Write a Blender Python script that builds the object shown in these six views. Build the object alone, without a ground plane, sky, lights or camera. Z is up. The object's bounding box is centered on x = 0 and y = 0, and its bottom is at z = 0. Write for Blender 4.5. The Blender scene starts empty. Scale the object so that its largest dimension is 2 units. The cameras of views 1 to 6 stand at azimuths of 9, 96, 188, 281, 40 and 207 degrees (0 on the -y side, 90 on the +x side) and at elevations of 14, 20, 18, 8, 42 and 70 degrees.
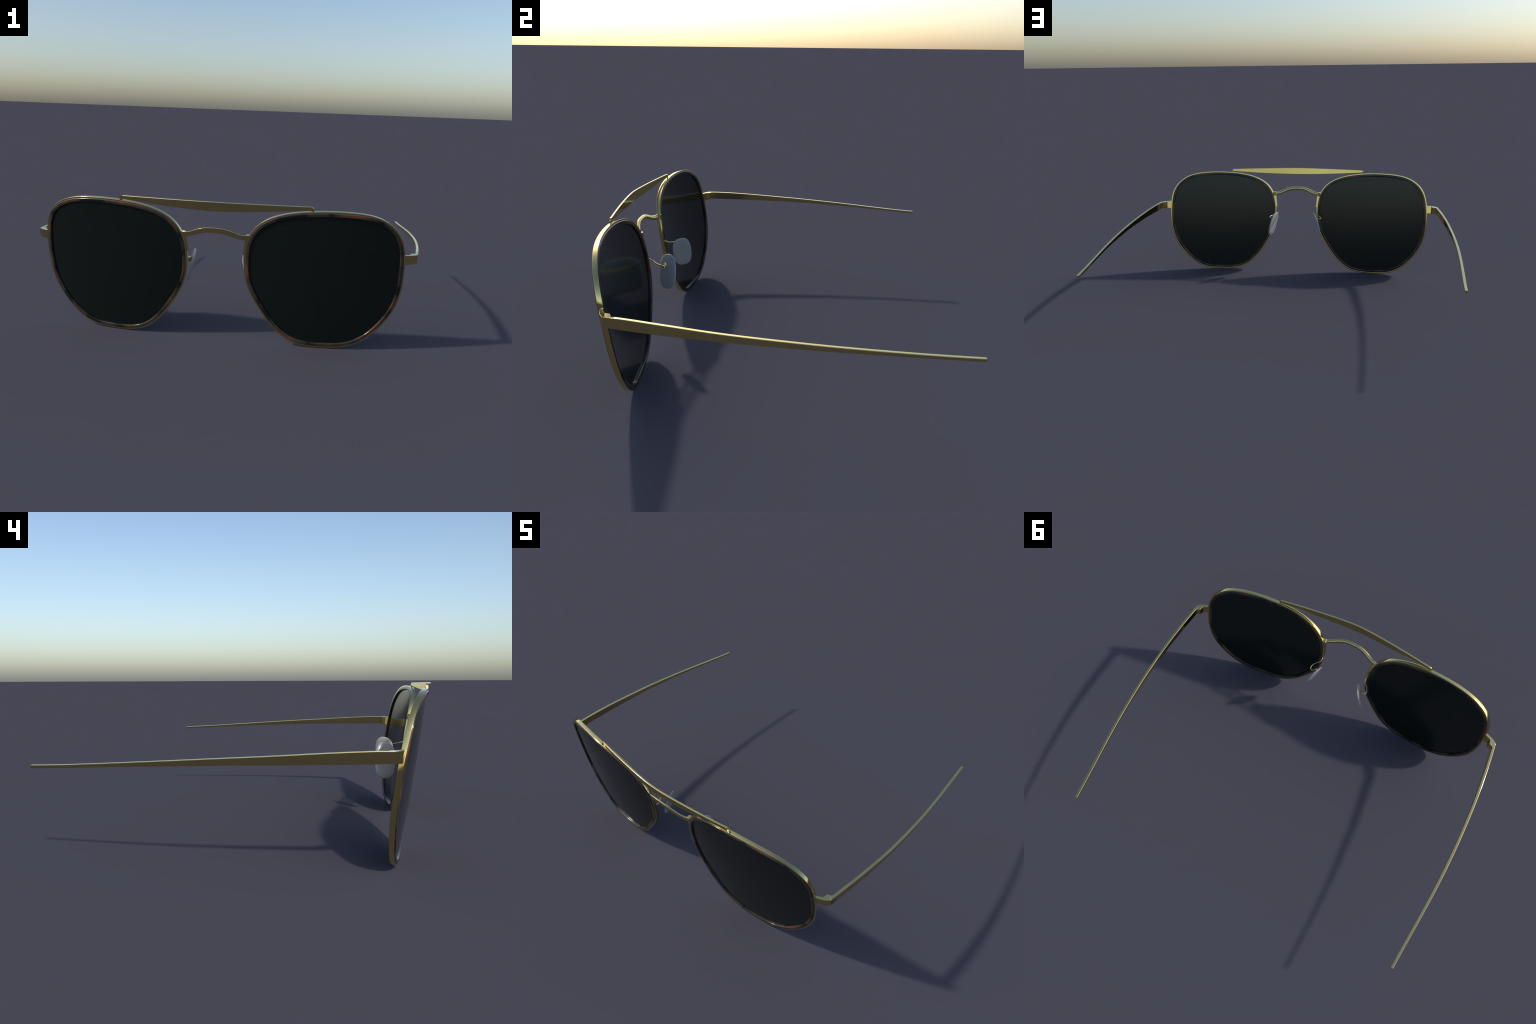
"""Metal sunglasses: six-sided tortoise-lined rims, brow bar, low bridge,
clear nose pads on wire arms and slim, straight, tapering temples."""
import bpy, math
from mathutils import Vector

TAU = 2 * math.pi
FRONT_SHIFT = -0.004          # the whole front sits a hair to the left

# --------------------------------------------------------------------------
# lens shape: radius of the rim at 24 even angles round the lens centre
# --------------------------------------------------------------------------
LENS_X, LENS_Z = 0.47, 0.35
RADII = [0.4295, 0.4425, 0.4755, 0.4535, 0.3930, 0.3558, 0.3408, 0.3428,
         0.3580, 0.3755, 0.3655, 0.3360, 0.3235, 0.3082, 0.2972, 0.3014,
         0.3200, 0.3415, 0.3460, 0.3560, 0.3900, 0.4037, 0.4117, 0.4260]


def rim_radius(angle):
    """closed cubic B-spline through the radius controls"""
    n = len(RADII)
    t = (angle / TAU * n) % n
    i = int(t)
    f = t - i
    w = ((1 - f) ** 3 / 6, (3 * f ** 3 - 6 * f * f + 4) / 6,
         (-3 * f ** 3 + 3 * f * f + 3 * f + 1) / 6, f ** 3 / 6)
    return sum(w[k] * RADII[(i + k - 1) % n] for k in range(4))


def front_y(x, z):
    """wrapped, forward-leaning surface that the rims lie on"""
    u, v = x - LENS_X, z - LENS_Z
    return -0.6674 + 0.0666 * u - 0.1335 * v + 0.2416 * u * u


def front_normal(x, z):
    """unit vector pointing to the back of the front (+y side)"""
    e = 1e-3
    dx = (front_y(x + e, z) - front_y(x - e, z)) / (2 * e)
    dz = (front_y(x, z + e) - front_y(x, z - e)) / (2 * e)
    return Vector((-dx, 1.0, -dz)).normalized()


SEG = 288
OUTLINE = []
for k in range(SEG):
    a = TAU * k / SEG
    r = rim_radius(a) + 0.0015
    OUTLINE.append((LENS_X + r * math.cos(a), LENS_Z + r * math.sin(a)))
INWARD = []
for k in range(SEG):
    x0, z0 = OUTLINE[k - 1]
    x1, z1 = OUTLINE[(k + 1) % SEG]
    l = math.hypot(x1 - x0, z1 - z0)
    INWARD.append((-(z1 - z0) / l, (x1 - x0) / l))


def rim_point(k, inset, depth):
    """point on station k, `inset` towards the lens centre, `depth` backwards"""
    x = OUTLINE[k][0] + INWARD[k][0] * inset
    z = OUTLINE[k][1] + INWARD[k][1] * inset
    return Vector((x, front_y(x, z), z)) + front_normal(x, z) * depth


# --------------------------------------------------------------------------
# mesh helpers
# --------------------------------------------------------------------------
root = bpy.data.objects.new("sunglasses", None)
bpy.context.scene.collection.objects.link(root)
root["label"] = "gold metal sunglasses with dark hexagonal lenses and brow bar"
root["category"] = "sunglasses"


def add_part(name, verts, faces, mat, side=1, shift=0.0, parent=None,
             bevel=0.0, sharp=35):
    """make a part; side=-1 mirrors it in x"""
    vs = [(side * v[0] + shift, v[1], v[2]) for v in verts]
    fs = faces if side > 0 else [tuple(reversed(f)) for f in faces]
    me = bpy.data.meshes.new(name)
    me.from_pydata(vs, [], fs)
    me.materials.append(mat)
    me.update()
    ob = bpy.data.objects.new(name, me)
    bpy.context.scene.collection.objects.link(ob)
    ob.parent = parent or root
    me.polygons.foreach_set("use_smooth", [True] * len(me.polygons))
    me.set_sharp_from_angle(angle=math.radians(sharp))
    if bevel:
        b = ob.modifiers.new("edge", "BEVEL")
        b.width = bevel
        b.segments = 3
        b.limit_method = "ANGLE"
        b.angle_limit = math.radians(30)
        b.harden_normals = True
    return ob


def loft(sections, closed=False):
    """skin between equal cross-sections (each wound the same way)"""
    n = len(sections[0])
    verts = [p for s in sections for p in s]
    faces = []
    m = len(sections)
    for i in range(m if closed else m - 1):
        j = (i + 1) % m
        for k in range(n):
            l = (k + 1) % n
            faces.append((i * n + k, i * n + l, j * n + l, j * n + k))
    if not closed:
        faces.append(tuple(reversed(range(n))))
        faces.append(tuple((m - 1) * n + k for k in range(n)))
    return verts, faces


def fix_winding(verts, faces):
    """outward faces for any closed shape, by its signed volume"""
    vol = 0.0
    for f in faces:
        a = Vector(verts[f[0]])
        for i in range(1, len(f) - 1):
            vol += a.dot(Vector(verts[f[i]]).cross(Vector(verts[f[i + 1]])))
    return faces if vol > 0 else [tuple(reversed(f)) for f in faces]


def catmull(points, steps):
    """smooth path (or row of numbers) through control points"""
    out = []
    pts = [points[0]] + list(points) + [points[-1]]
    for i in range(1, len(pts) - 2):
        p0, p1, p2, p3 = (Vector(pts[i + d]) for d in (-1, 0, 1, 2))
        for s in range(steps):
            t = s / steps
            out.append(0.5 * ((2 * p1) + (p2 - p0) * t
                              + (2 * p0 - 5 * p1 + 4 * p2 - p3) * t * t
                              + (3 * p1 - p0 - 3 * p2 + p3) * t ** 3))
    out.append(Vector(points[-1]))
    return out


def rounded_profile(d0, d1, w0, w1, radius, n=4):
    """rounded rectangle in (inset, depth)"""
    pts = []
    for cx, cy, a0 in ((d1 - radius, w1 - radius, 0), (d0 + radius, w1 - radius, 90),
                       (d0 + radius, w0 + radius, 180), (d1 - radius, w0 + radius, 270)):
        for i in range(n + 1):
            a = math.radians(a0 + 90 * i / n)
            pts.append((cx + radius * math.cos(a), cy + radius * math.sin(a)))
    return pts


# --------------------------------------------------------------------------
# materials
# --------------------------------------------------------------------------
def new_material(name):
    m = bpy.data.materials.new(name)
    m.use_nodes = True
    return m, m.node_tree.nodes, m.node_tree.links, m.node_tree.nodes["Principled BSDF"]


def noise(nodes, links, coord, scale, detail=3.0):
    t = nodes.new("ShaderNodeTexNoise")
    t.inputs["Scale"].default_value = scale
    t.inputs["Detail"].default_value = detail
    links.new(coord, t.inputs["Vector"])
    return t.outputs["Fac"]


def ramp(nodes, links, fac, stops):
    r = nodes.new("ShaderNodeValToRGB")
    el = r.color_ramp.elements
    while len(el) < len(stops):
        el.new(0.5)
    for e, (p, c) in zip(el, stops):
        e.position = p
        e.color = (*c, 1)
    links.new(fac, r.inputs["Fac"])
    return r.outputs["Color"]


def gold_material():
    m, n, l, b = new_material("polished_gold")
    co = n.new("ShaderNodeTexCoord").outputs["Object"]
    f = noise(n, l, co, 9.0)
    l.new(ramp(n, l, f, [(0.3, (0.74, 0.60, 0.24)), (0.7, (0.78, 0.64, 0.26))]),
          b.inputs["Base Color"])
    b.inputs["Metallic"].default_value = 1.0
    b.inputs["Roughness"].default_value = 0.08
    return m


def tortoise_material():
    m, n, l, b = new_material("tortoiseshell_acetate")
    co = n.new("ShaderNodeTexCoord").outputs["Object"]
    f = noise(n, l, co, 9.5, 2.0)
    l.new(ramp(n, l, f, [(0.40, (0.008, 0.008, 0.007)), (0.46, (0.028, 0.023, 0.019)),
                         (0.58, (0.052, 0.037, 0.028)), (0.70, (0.125, 0.048, 0.027))]),
          b.inputs["Base Color"])
    b.inputs["Roughness"].default_value = 0.14
    b.inputs["IOR"].default_value = 1.5
    return m


def lens_material():
    m, n, l, b = new_material("dark_green_glass")
    co = n.new("ShaderNodeTexCoord").outputs["Object"]
    f = noise(n, l, co, 1.5, 1.0)
    l.new(ramp(n, l, f, [(0.2, (0.0042, 0.0076, 0.0055)), (0.8, (0.0050, 0.0086, 0.0062))]),
          b.inputs["Base Color"])
    b.inputs["Roughness"].default_value = 0.14
    b.inputs["IOR"].default_value = 1.5
    return m


def pad_material():
    m, n, l, b = new_material("milky_silicone")
    co = n.new("ShaderNodeTexCoord").outputs["Object"]
    f = noise(n, l, co, 12.0, 2.0)
    l.new(ramp(n, l, f, [(0.3, (0.385, 0.385, 0.375)), (0.7, (0.415, 0.41, 0.40))]),
          b.inputs["Base Color"])
    b.inputs["Roughness"].default_value = 0.2
    return m


GOLD, TORTOISE, GLASS, SILICONE = (gold_material(), tortoise_material(),
                                   lens_material(), pad_material())

# --------------------------------------------------------------------------
# rims, tortoise inserts, lenses
# --------------------------------------------------------------------------
GOLD_PROFILE = rounded_profile(0.0, 0.0095, 0.0, 0.0195, 0.0009)
INSERT_PROFILE = rounded_profile(0.0075, 0.0240, -0.0035, 0.0225, 0.0035, 6)
LENS_INSET, LENS_FRONT, LENS_BACK = 0.0225, 0.0055, 0.0135
LENS_BULGE = 0.0080            # how far the front face swells past its edge
RINGS = 26


def swept_ring(profile):
    return loft([[rim_point(k, d, w) for d, w in profile] for k in range(SEG)], True)


def lens_mesh():
    """front and back sheets following the wrap of the front, plus the edge"""
    verts, faces = [], []
    edge = [rim_point(k, LENS_INSET, 0.0) for k in range(SEG)]
    for depth in (LENS_FRONT, LENS_BACK):
        for r in range(1, RINGS + 1):
            f = r / RINGS
            for p in edge:
                x = LENS_X + (p.x - LENS_X) * f
                z = LENS_Z + (p.z - LENS_Z) * f
                w = depth - (LENS_BULGE * (1 - f * f) if depth == LENS_FRONT else 0)
                verts.append(Vector((x, front_y(x, z), z)) + front_normal(x, z) * w)
        w = depth - (LENS_BULGE if depth == LENS_FRONT else 0)
        verts.append(Vector((LENS_X, front_y(LENS_X, LENS_Z), LENS_Z))
                     + front_normal(LENS_X, LENS_Z) * w)
    base = RINGS * SEG + 1
    for side in (0, 1):
        o = side * base
        for r in range(RINGS - 1):
            for k in range(SEG):
                l = (k + 1) % SEG
                q = (o + r * SEG + k, o + r * SEG + l,
                     o + (r + 1) * SEG + l, o + (r + 1) * SEG + k)
                faces.append(tuple(reversed(q)) if side == 0 else q)
        for k in range(SEG):
            l = (k + 1) % SEG
            q = (o + base - 1, o + l, o + k)
            faces.append(tuple(reversed(q)) if side == 0 else q)
    o = (RINGS - 1) * SEG
    for k in range(SEG):
        l = (k + 1) % SEG
        faces.append((o + k, base + o + k, base + o + l, o + l))
    return verts, faces


for side in (1, -1):
    v, f = swept_ring(GOLD_PROFILE)
    rim = add_part("rim", v, fix_winding(v, f), GOLD, side, FRONT_SHIFT, sharp=60)
    v, f = swept_ring(INSERT_PROFILE)
    add_part("rim_insert", v, fix_winding(v, f), TORTOISE, side, FRONT_SHIFT, rim, sharp=60)
    v, f = lens_mesh()
    add_part("lens", v, fix_winding(v, f), GLASS, side, FRONT_SHIFT, rim)


# --------------------------------------------------------------------------
# brow bar: a flat strip bent at the middle, widest there, that turns down
# at both ends onto the rims
# --------------------------------------------------------------------------
def strip(stations):
    """loft of rectangles; station = (front-top, front-bottom, thickness, back direction)"""
    secs = []
    for top, bottom, t, d in stations:
        d = Vector(d).normalized() * t
        top, bottom = Vector(top), Vector(bottom)
        secs.append([top, bottom, bottom + d, top + d])
    v, f = loft(secs)
    return v, fix_winding(v, f)


bar = []
HALF = 0.452
for i in range(-24, 25):
    s = i / 24
    a = abs(s)
    soft = math.sqrt(a * a + 0.025) - 0.1581           # eased kink in the middle
    soft = max(soft, 0.0) / (math.sqrt(1.025) - 0.1581)
    soft = 0.65 * soft + 0.35 * a * a
    x = s * HALF
    y = -0.7635 + 0.0505 * soft
    z_top = 0.7205 - 0.0035 * a
    h = 0.0445 * (1 - a ** 1.6) + 0.0165 * a ** 1.6
    lean = 0.12 * h
    bar.append(((x, y, z_top), (x, y + lean, z_top - h), 0.0095, (0.0, 1.0, 0.12)))
v, f = strip(bar)
brow = add_part("brow_bar", v, f, GOLD, 1, FRONT_SHIFT, bevel=0.002)

for side in (1, -1):
    # turned-down end: quarter bend from the strip to the rim
    secs = []
    for j in range(9):
        a = math.radians(90 * j / 8)
        x = HALF - 0.002 + 0.015 * math.sin(a)
        z = 0.7165 - 0.015 * (1 - math.cos(a)) - (0.012 if j == 8 else 0)
        w = 0.0155 - 0.003 * j / 8
        dx, dz = math.sin(a), math.cos(a)
        top = Vector((x, -0.7135, z))
        inner = Vector((x - w * dx, -0.7105, z - w * dz))
        back = Vector((0, 0.0085, 0.001))
        secs.append([top, inner, inner + back, top + back])
    v, f = loft(secs)
    add_part("bar_foot", v, fix_winding(v, f), GOLD, side, FRONT_SHIFT, brow, bevel=0.0015)

# --------------------------------------------------------------------------
# bridge: arched strip between the rims, soldered to a block and a plate
# --------------------------------------------------------------------------
half_path = catmull([(0.0, -0.7300, 0.5925), (0.045, -0.7285, 0.5900),
                     (0.085, -0.7220, 0.5790), (0.120, -0.7110, 0.5650),
                     (0.145, -0.7010, 0.5600), (0.170, -0.6930, 0.5605)], 8)
path = [Vector((-p.x, p.y, p.z)) for p in reversed(half_path[1:])] + half_path
secs = []
for i, p in enumerate(path):
    q = path[min(i + 1, len(path) - 1)] - path[max(i - 1, 0)]
    q.normalize()
    down = Vector((q.z, 0, -q.x)) * 0.0252 + Vector((0, 0.003, 0))
    back = Vector((-q.y, q.x, 0.05)).normalized() * 0.0135
    sec = [p]
    for j in range(9):                        # flat front, rounded back
        a = math.pi * j / 8
        sec.append(p + down * (0.5 + 0.5 * math.cos(a)) + back * (0.25 + 0.75 * math.sin(a)))
    sec.insert(1, p + down)
    secs.append(sec)
v, f = loft(secs)
f = fix_winding(v, f)
bridge = add_part("bridge", v, f, GOLD, 1, FRONT_SHIFT, bevel=0.0012)


def box(corners_bottom, corners_top):
    v = [Vector(c) for c in corners_bottom] + [Vector(c) for c in corners_top]
    n = len(corners_bottom)
    f = [tuple(range(n)), tuple(range(n, 2 * n))[::-1]]
    for k in range(n):
        l = (k + 1) % n
        f.append((k, l, n + l, n + k)[::-1])
    return v, fix_winding(v, f)


for side in (1, -1):
    v, f = box([(0.150, -0.694, 0.536), (0.168, -0.688, 0.536),
                (0.168, -0.668, 0.536), (0.148, -0.670, 0.536)],
               [(0.150, -0.697, 0.561), (0.168, -0.690, 0.561),
                (0.168, -0.670, 0.561), (0.148, -0.673, 0.561)])
    add_part("bridge_block", v, f, GOLD, side, FRONT_SHIFT, bridge, bevel=0.0015)
    # plate that follows the rim down from the bridge
    secs = []
    for j in range(9):
        z = 0.552 - 0.093 * j / 8
        xo = min(OUTLINE[k][0] for k in range(SEG)
                 if abs(OUTLINE[k][1] - z) < 0.008 and OUTLINE[k][0] < LENS_X)
        y = front_y(xo, z) + 0.003
        xi = 0.1475 - 0.011 * j / 8
        secs.append([Vector((xo + 0.003, y, z)), Vector((xi, y, z)),
                     Vector((xi, y + 0.012, z)), Vector((xo + 0.003, y + 0.012, z))])
    v, f = loft(secs)
    add_part("bridge_plate", v, fix_winding(v, f), GOLD, side, FRONT_SHIFT, bridge, bevel=0.0012)

# --------------------------------------------------------------------------
# nose pads on wire arms
# --------------------------------------------------------------------------
PAD_CENTRE = Vector((0.152, -0.561, 0.3615))
PAD_LONG = Vector((0.045, 0.0, -0.165)).normalized()
PAD_WIDE = Vector((0.34, 0.94, 0.09))
PAD_WIDE = (PAD_WIDE - PAD_LONG * PAD_WIDE.dot(PAD_LONG)).normalized()
PAD_NORMAL = PAD_LONG.cross(PAD_WIDE).normalized()


def pad_mesh():
    verts, faces = [], []
    nu, nv = 48, 9
    hl, hw, ht = 0.0860, 0.0490, 0.0075
    for j in range(-nv, nv + 1):
        lat = math.pi / 2 * j / (nv + 0.35)
        cr, sr = math.cos(lat) ** 0.55, math.sin(lat)
        for k in range(nu):
            a = TAU * k / nu
            c, s = math.cos(a), math.sin(a)
            # super-ellipse outline, long straight sides
            e = 2 / 2.6
            pl = math.copysign(abs(c) ** e, c) * hl * cr
            pw = math.copysign(abs(s) ** e, s) * hw * cr
            bow = -0.010 * (pl / hl) ** 2
            verts.append(PAD_CENTRE + PAD_LONG * pl + PAD_WIDE * pw
                         + PAD_NORMAL * (sr * ht + bow * 0.3))
    rows = 2 * nv + 1
    for j in range(rows - 1):
        for k in range(nu):
            l = (k + 1) % nu
            faces.append((j * nu + k, j * nu + l, (j + 1) * nu + l, (j + 1) * nu + k))
    faces.append(tuple(range(nu))[::-1])
    faces.append(tuple((rows - 1) * nu + k for k in range(nu)))
    return verts, fix_winding(verts, faces)


def tube(points, radius, n=12):
    secs = []
    up = Vector((0.1, 0.2, 1)).normalized()
    for i, p in enumerate(points):
        t = (points[min(i + 1, len(points) - 1)] - points[max(i - 1, 0)]).normalized()
        a = t.cross(up).normalized()
        b = t.cross(a)
        up = -b
        secs.append([p + (a * math.cos(TAU * k / n) + b * math.sin(TAU * k / n)) * radius
                     for k in range(n)])
    v, f = loft(secs)
    return v, fix_winding(v, f)


ARM = [(0.146, -0.662, 0.418), (0.1445, -0.648, 0.418), (0.148, -0.630, 0.411),
       (0.166, -0.612, 0.407), (0.180, -0.590, 0.404), (0.182, -0.570, 0.402),
       (0.171, -0.560, 0.401), (0.157, -0.566, 0.402), (0.1505, -0.576, 0.402),
       (0.1535, -0.577, 0.394), (0.158, -0.574, 0.380)]
for side in (1, -1):
    v, f = pad_mesh()
    pad = add_part("nose_pad", v, f, SILICONE, side, FRONT_SHIFT, sharp=80)
    v, f = tube(catmull(ARM, 8), 0.0030)
    add_part("pad_arm", v, f, GOLD, side, FRONT_SHIFT, pad, sharp=60)
    v, f = tube([PAD_CENTRE + Vector((-0.0065, -0.014, 0.0455)) * 1.0 + PAD_LONG * t
                 for t in (0.0, 0.004, 0.022, 0.025)], 0.0042)
    add_part("pad_peg", v, f, GOLD, side, FRONT_SHIFT, pad, bevel=0.001)

# --------------------------------------------------------------------------
# end pieces, hinges and temples
# --------------------------------------------------------------------------
END_PLAN = [(0.893, -0.6115), (0.915, -0.6050), (0.940, -0.5930), (0.9600, -0.5770),
            (0.9585, -0.5640), (0.9490, -0.5490), (0.9285, -0.5590), (0.9225, -0.5850),
            (0.893, -0.5990)]


def end_bottom(x):
    t = min(max((x - 0.894) / 0.066, 0), 1)
    return 0.4480 + 0.010 * t


# path of the outer top edge (x, y, z) and height of the blade there
TEMPLE = [((0.9605, -0.5745, 0.4990), 0.0415), ((0.9694, -0.50, 0.4982), 0.0440),
          ((0.9802, -0.40, 0.4937), 0.0420), ((0.9885, -0.30, 0.4877), 0.0380),
          ((0.9950, -0.20, 0.4807), 0.0340), ((0.9985, -0.10, 0.4741), 0.0295),
          ((1.0000, 0.0, 0.4679), 0.0262), ((0.9993, 0.10, 0.4613), 0.0235),
          ((0.9968, 0.20, 0.4545), 0.0207), ((0.9920, 0.30, 0.4476), 0.0180),
          ((0.9855, 0.40, 0.4407), 0.0158), ((0.9777, 0.50, 0.4338), 0.0140),
          ((0.9693, 0.60, 0.4273), 0.0130), ((0.9610, 0.70, 0.4218), 0.0126),
          ((0.9565, 0.7620, 0.4194), 0.0124)]
THICK = 0.0140

for side in (1, -1):
    v, f = box([(x, y + 0.0095 * min(max((0.935 - x) / 0.02, 0), 1), end_bottom(x))
                for x, y in END_PLAN],
               [(x, y, 0.4985) for x, y in END_PLAN])
    end = add_part("end_piece", v, f, GOLD, side, FRONT_SHIFT, bevel=0.0014)

    top = catmull([p for p, h in TEMPLE], 6)
    high = catmull([(h, 0, 0) for p, h in TEMPLE], 6)
    secs = []
    for i, p in enumerate(top):
        t = top[min(i + 1, len(top) - 1)] - top[max(i - 1, 0)]
        inward = Vector((-t.y, t.x, 0)).normalized() * THICK
        h = high[i].x
        drop = Vector((0, 0, -h))
        # front of the temple joins the shifted front
        ease = max(0.0, 1 - i / 30) * FRONT_SHIFT * side
        p = p + Vector((ease, 0, 0))
        secs.append([p, p + drop, p + drop + inward, p + inward])
    secs[0] = [secs[0][0], secs[0][1], secs[0][2] + Vector((0, 0.006, 0)),
               secs[0][3] + Vector((0, 0.006, 0))]
    v, f = loft(secs)
    temple = add_part("temple", v, fix_winding(v, f), GOLD, side, 0.0, bevel=0.0030)

bpy.context.view_layer.update()
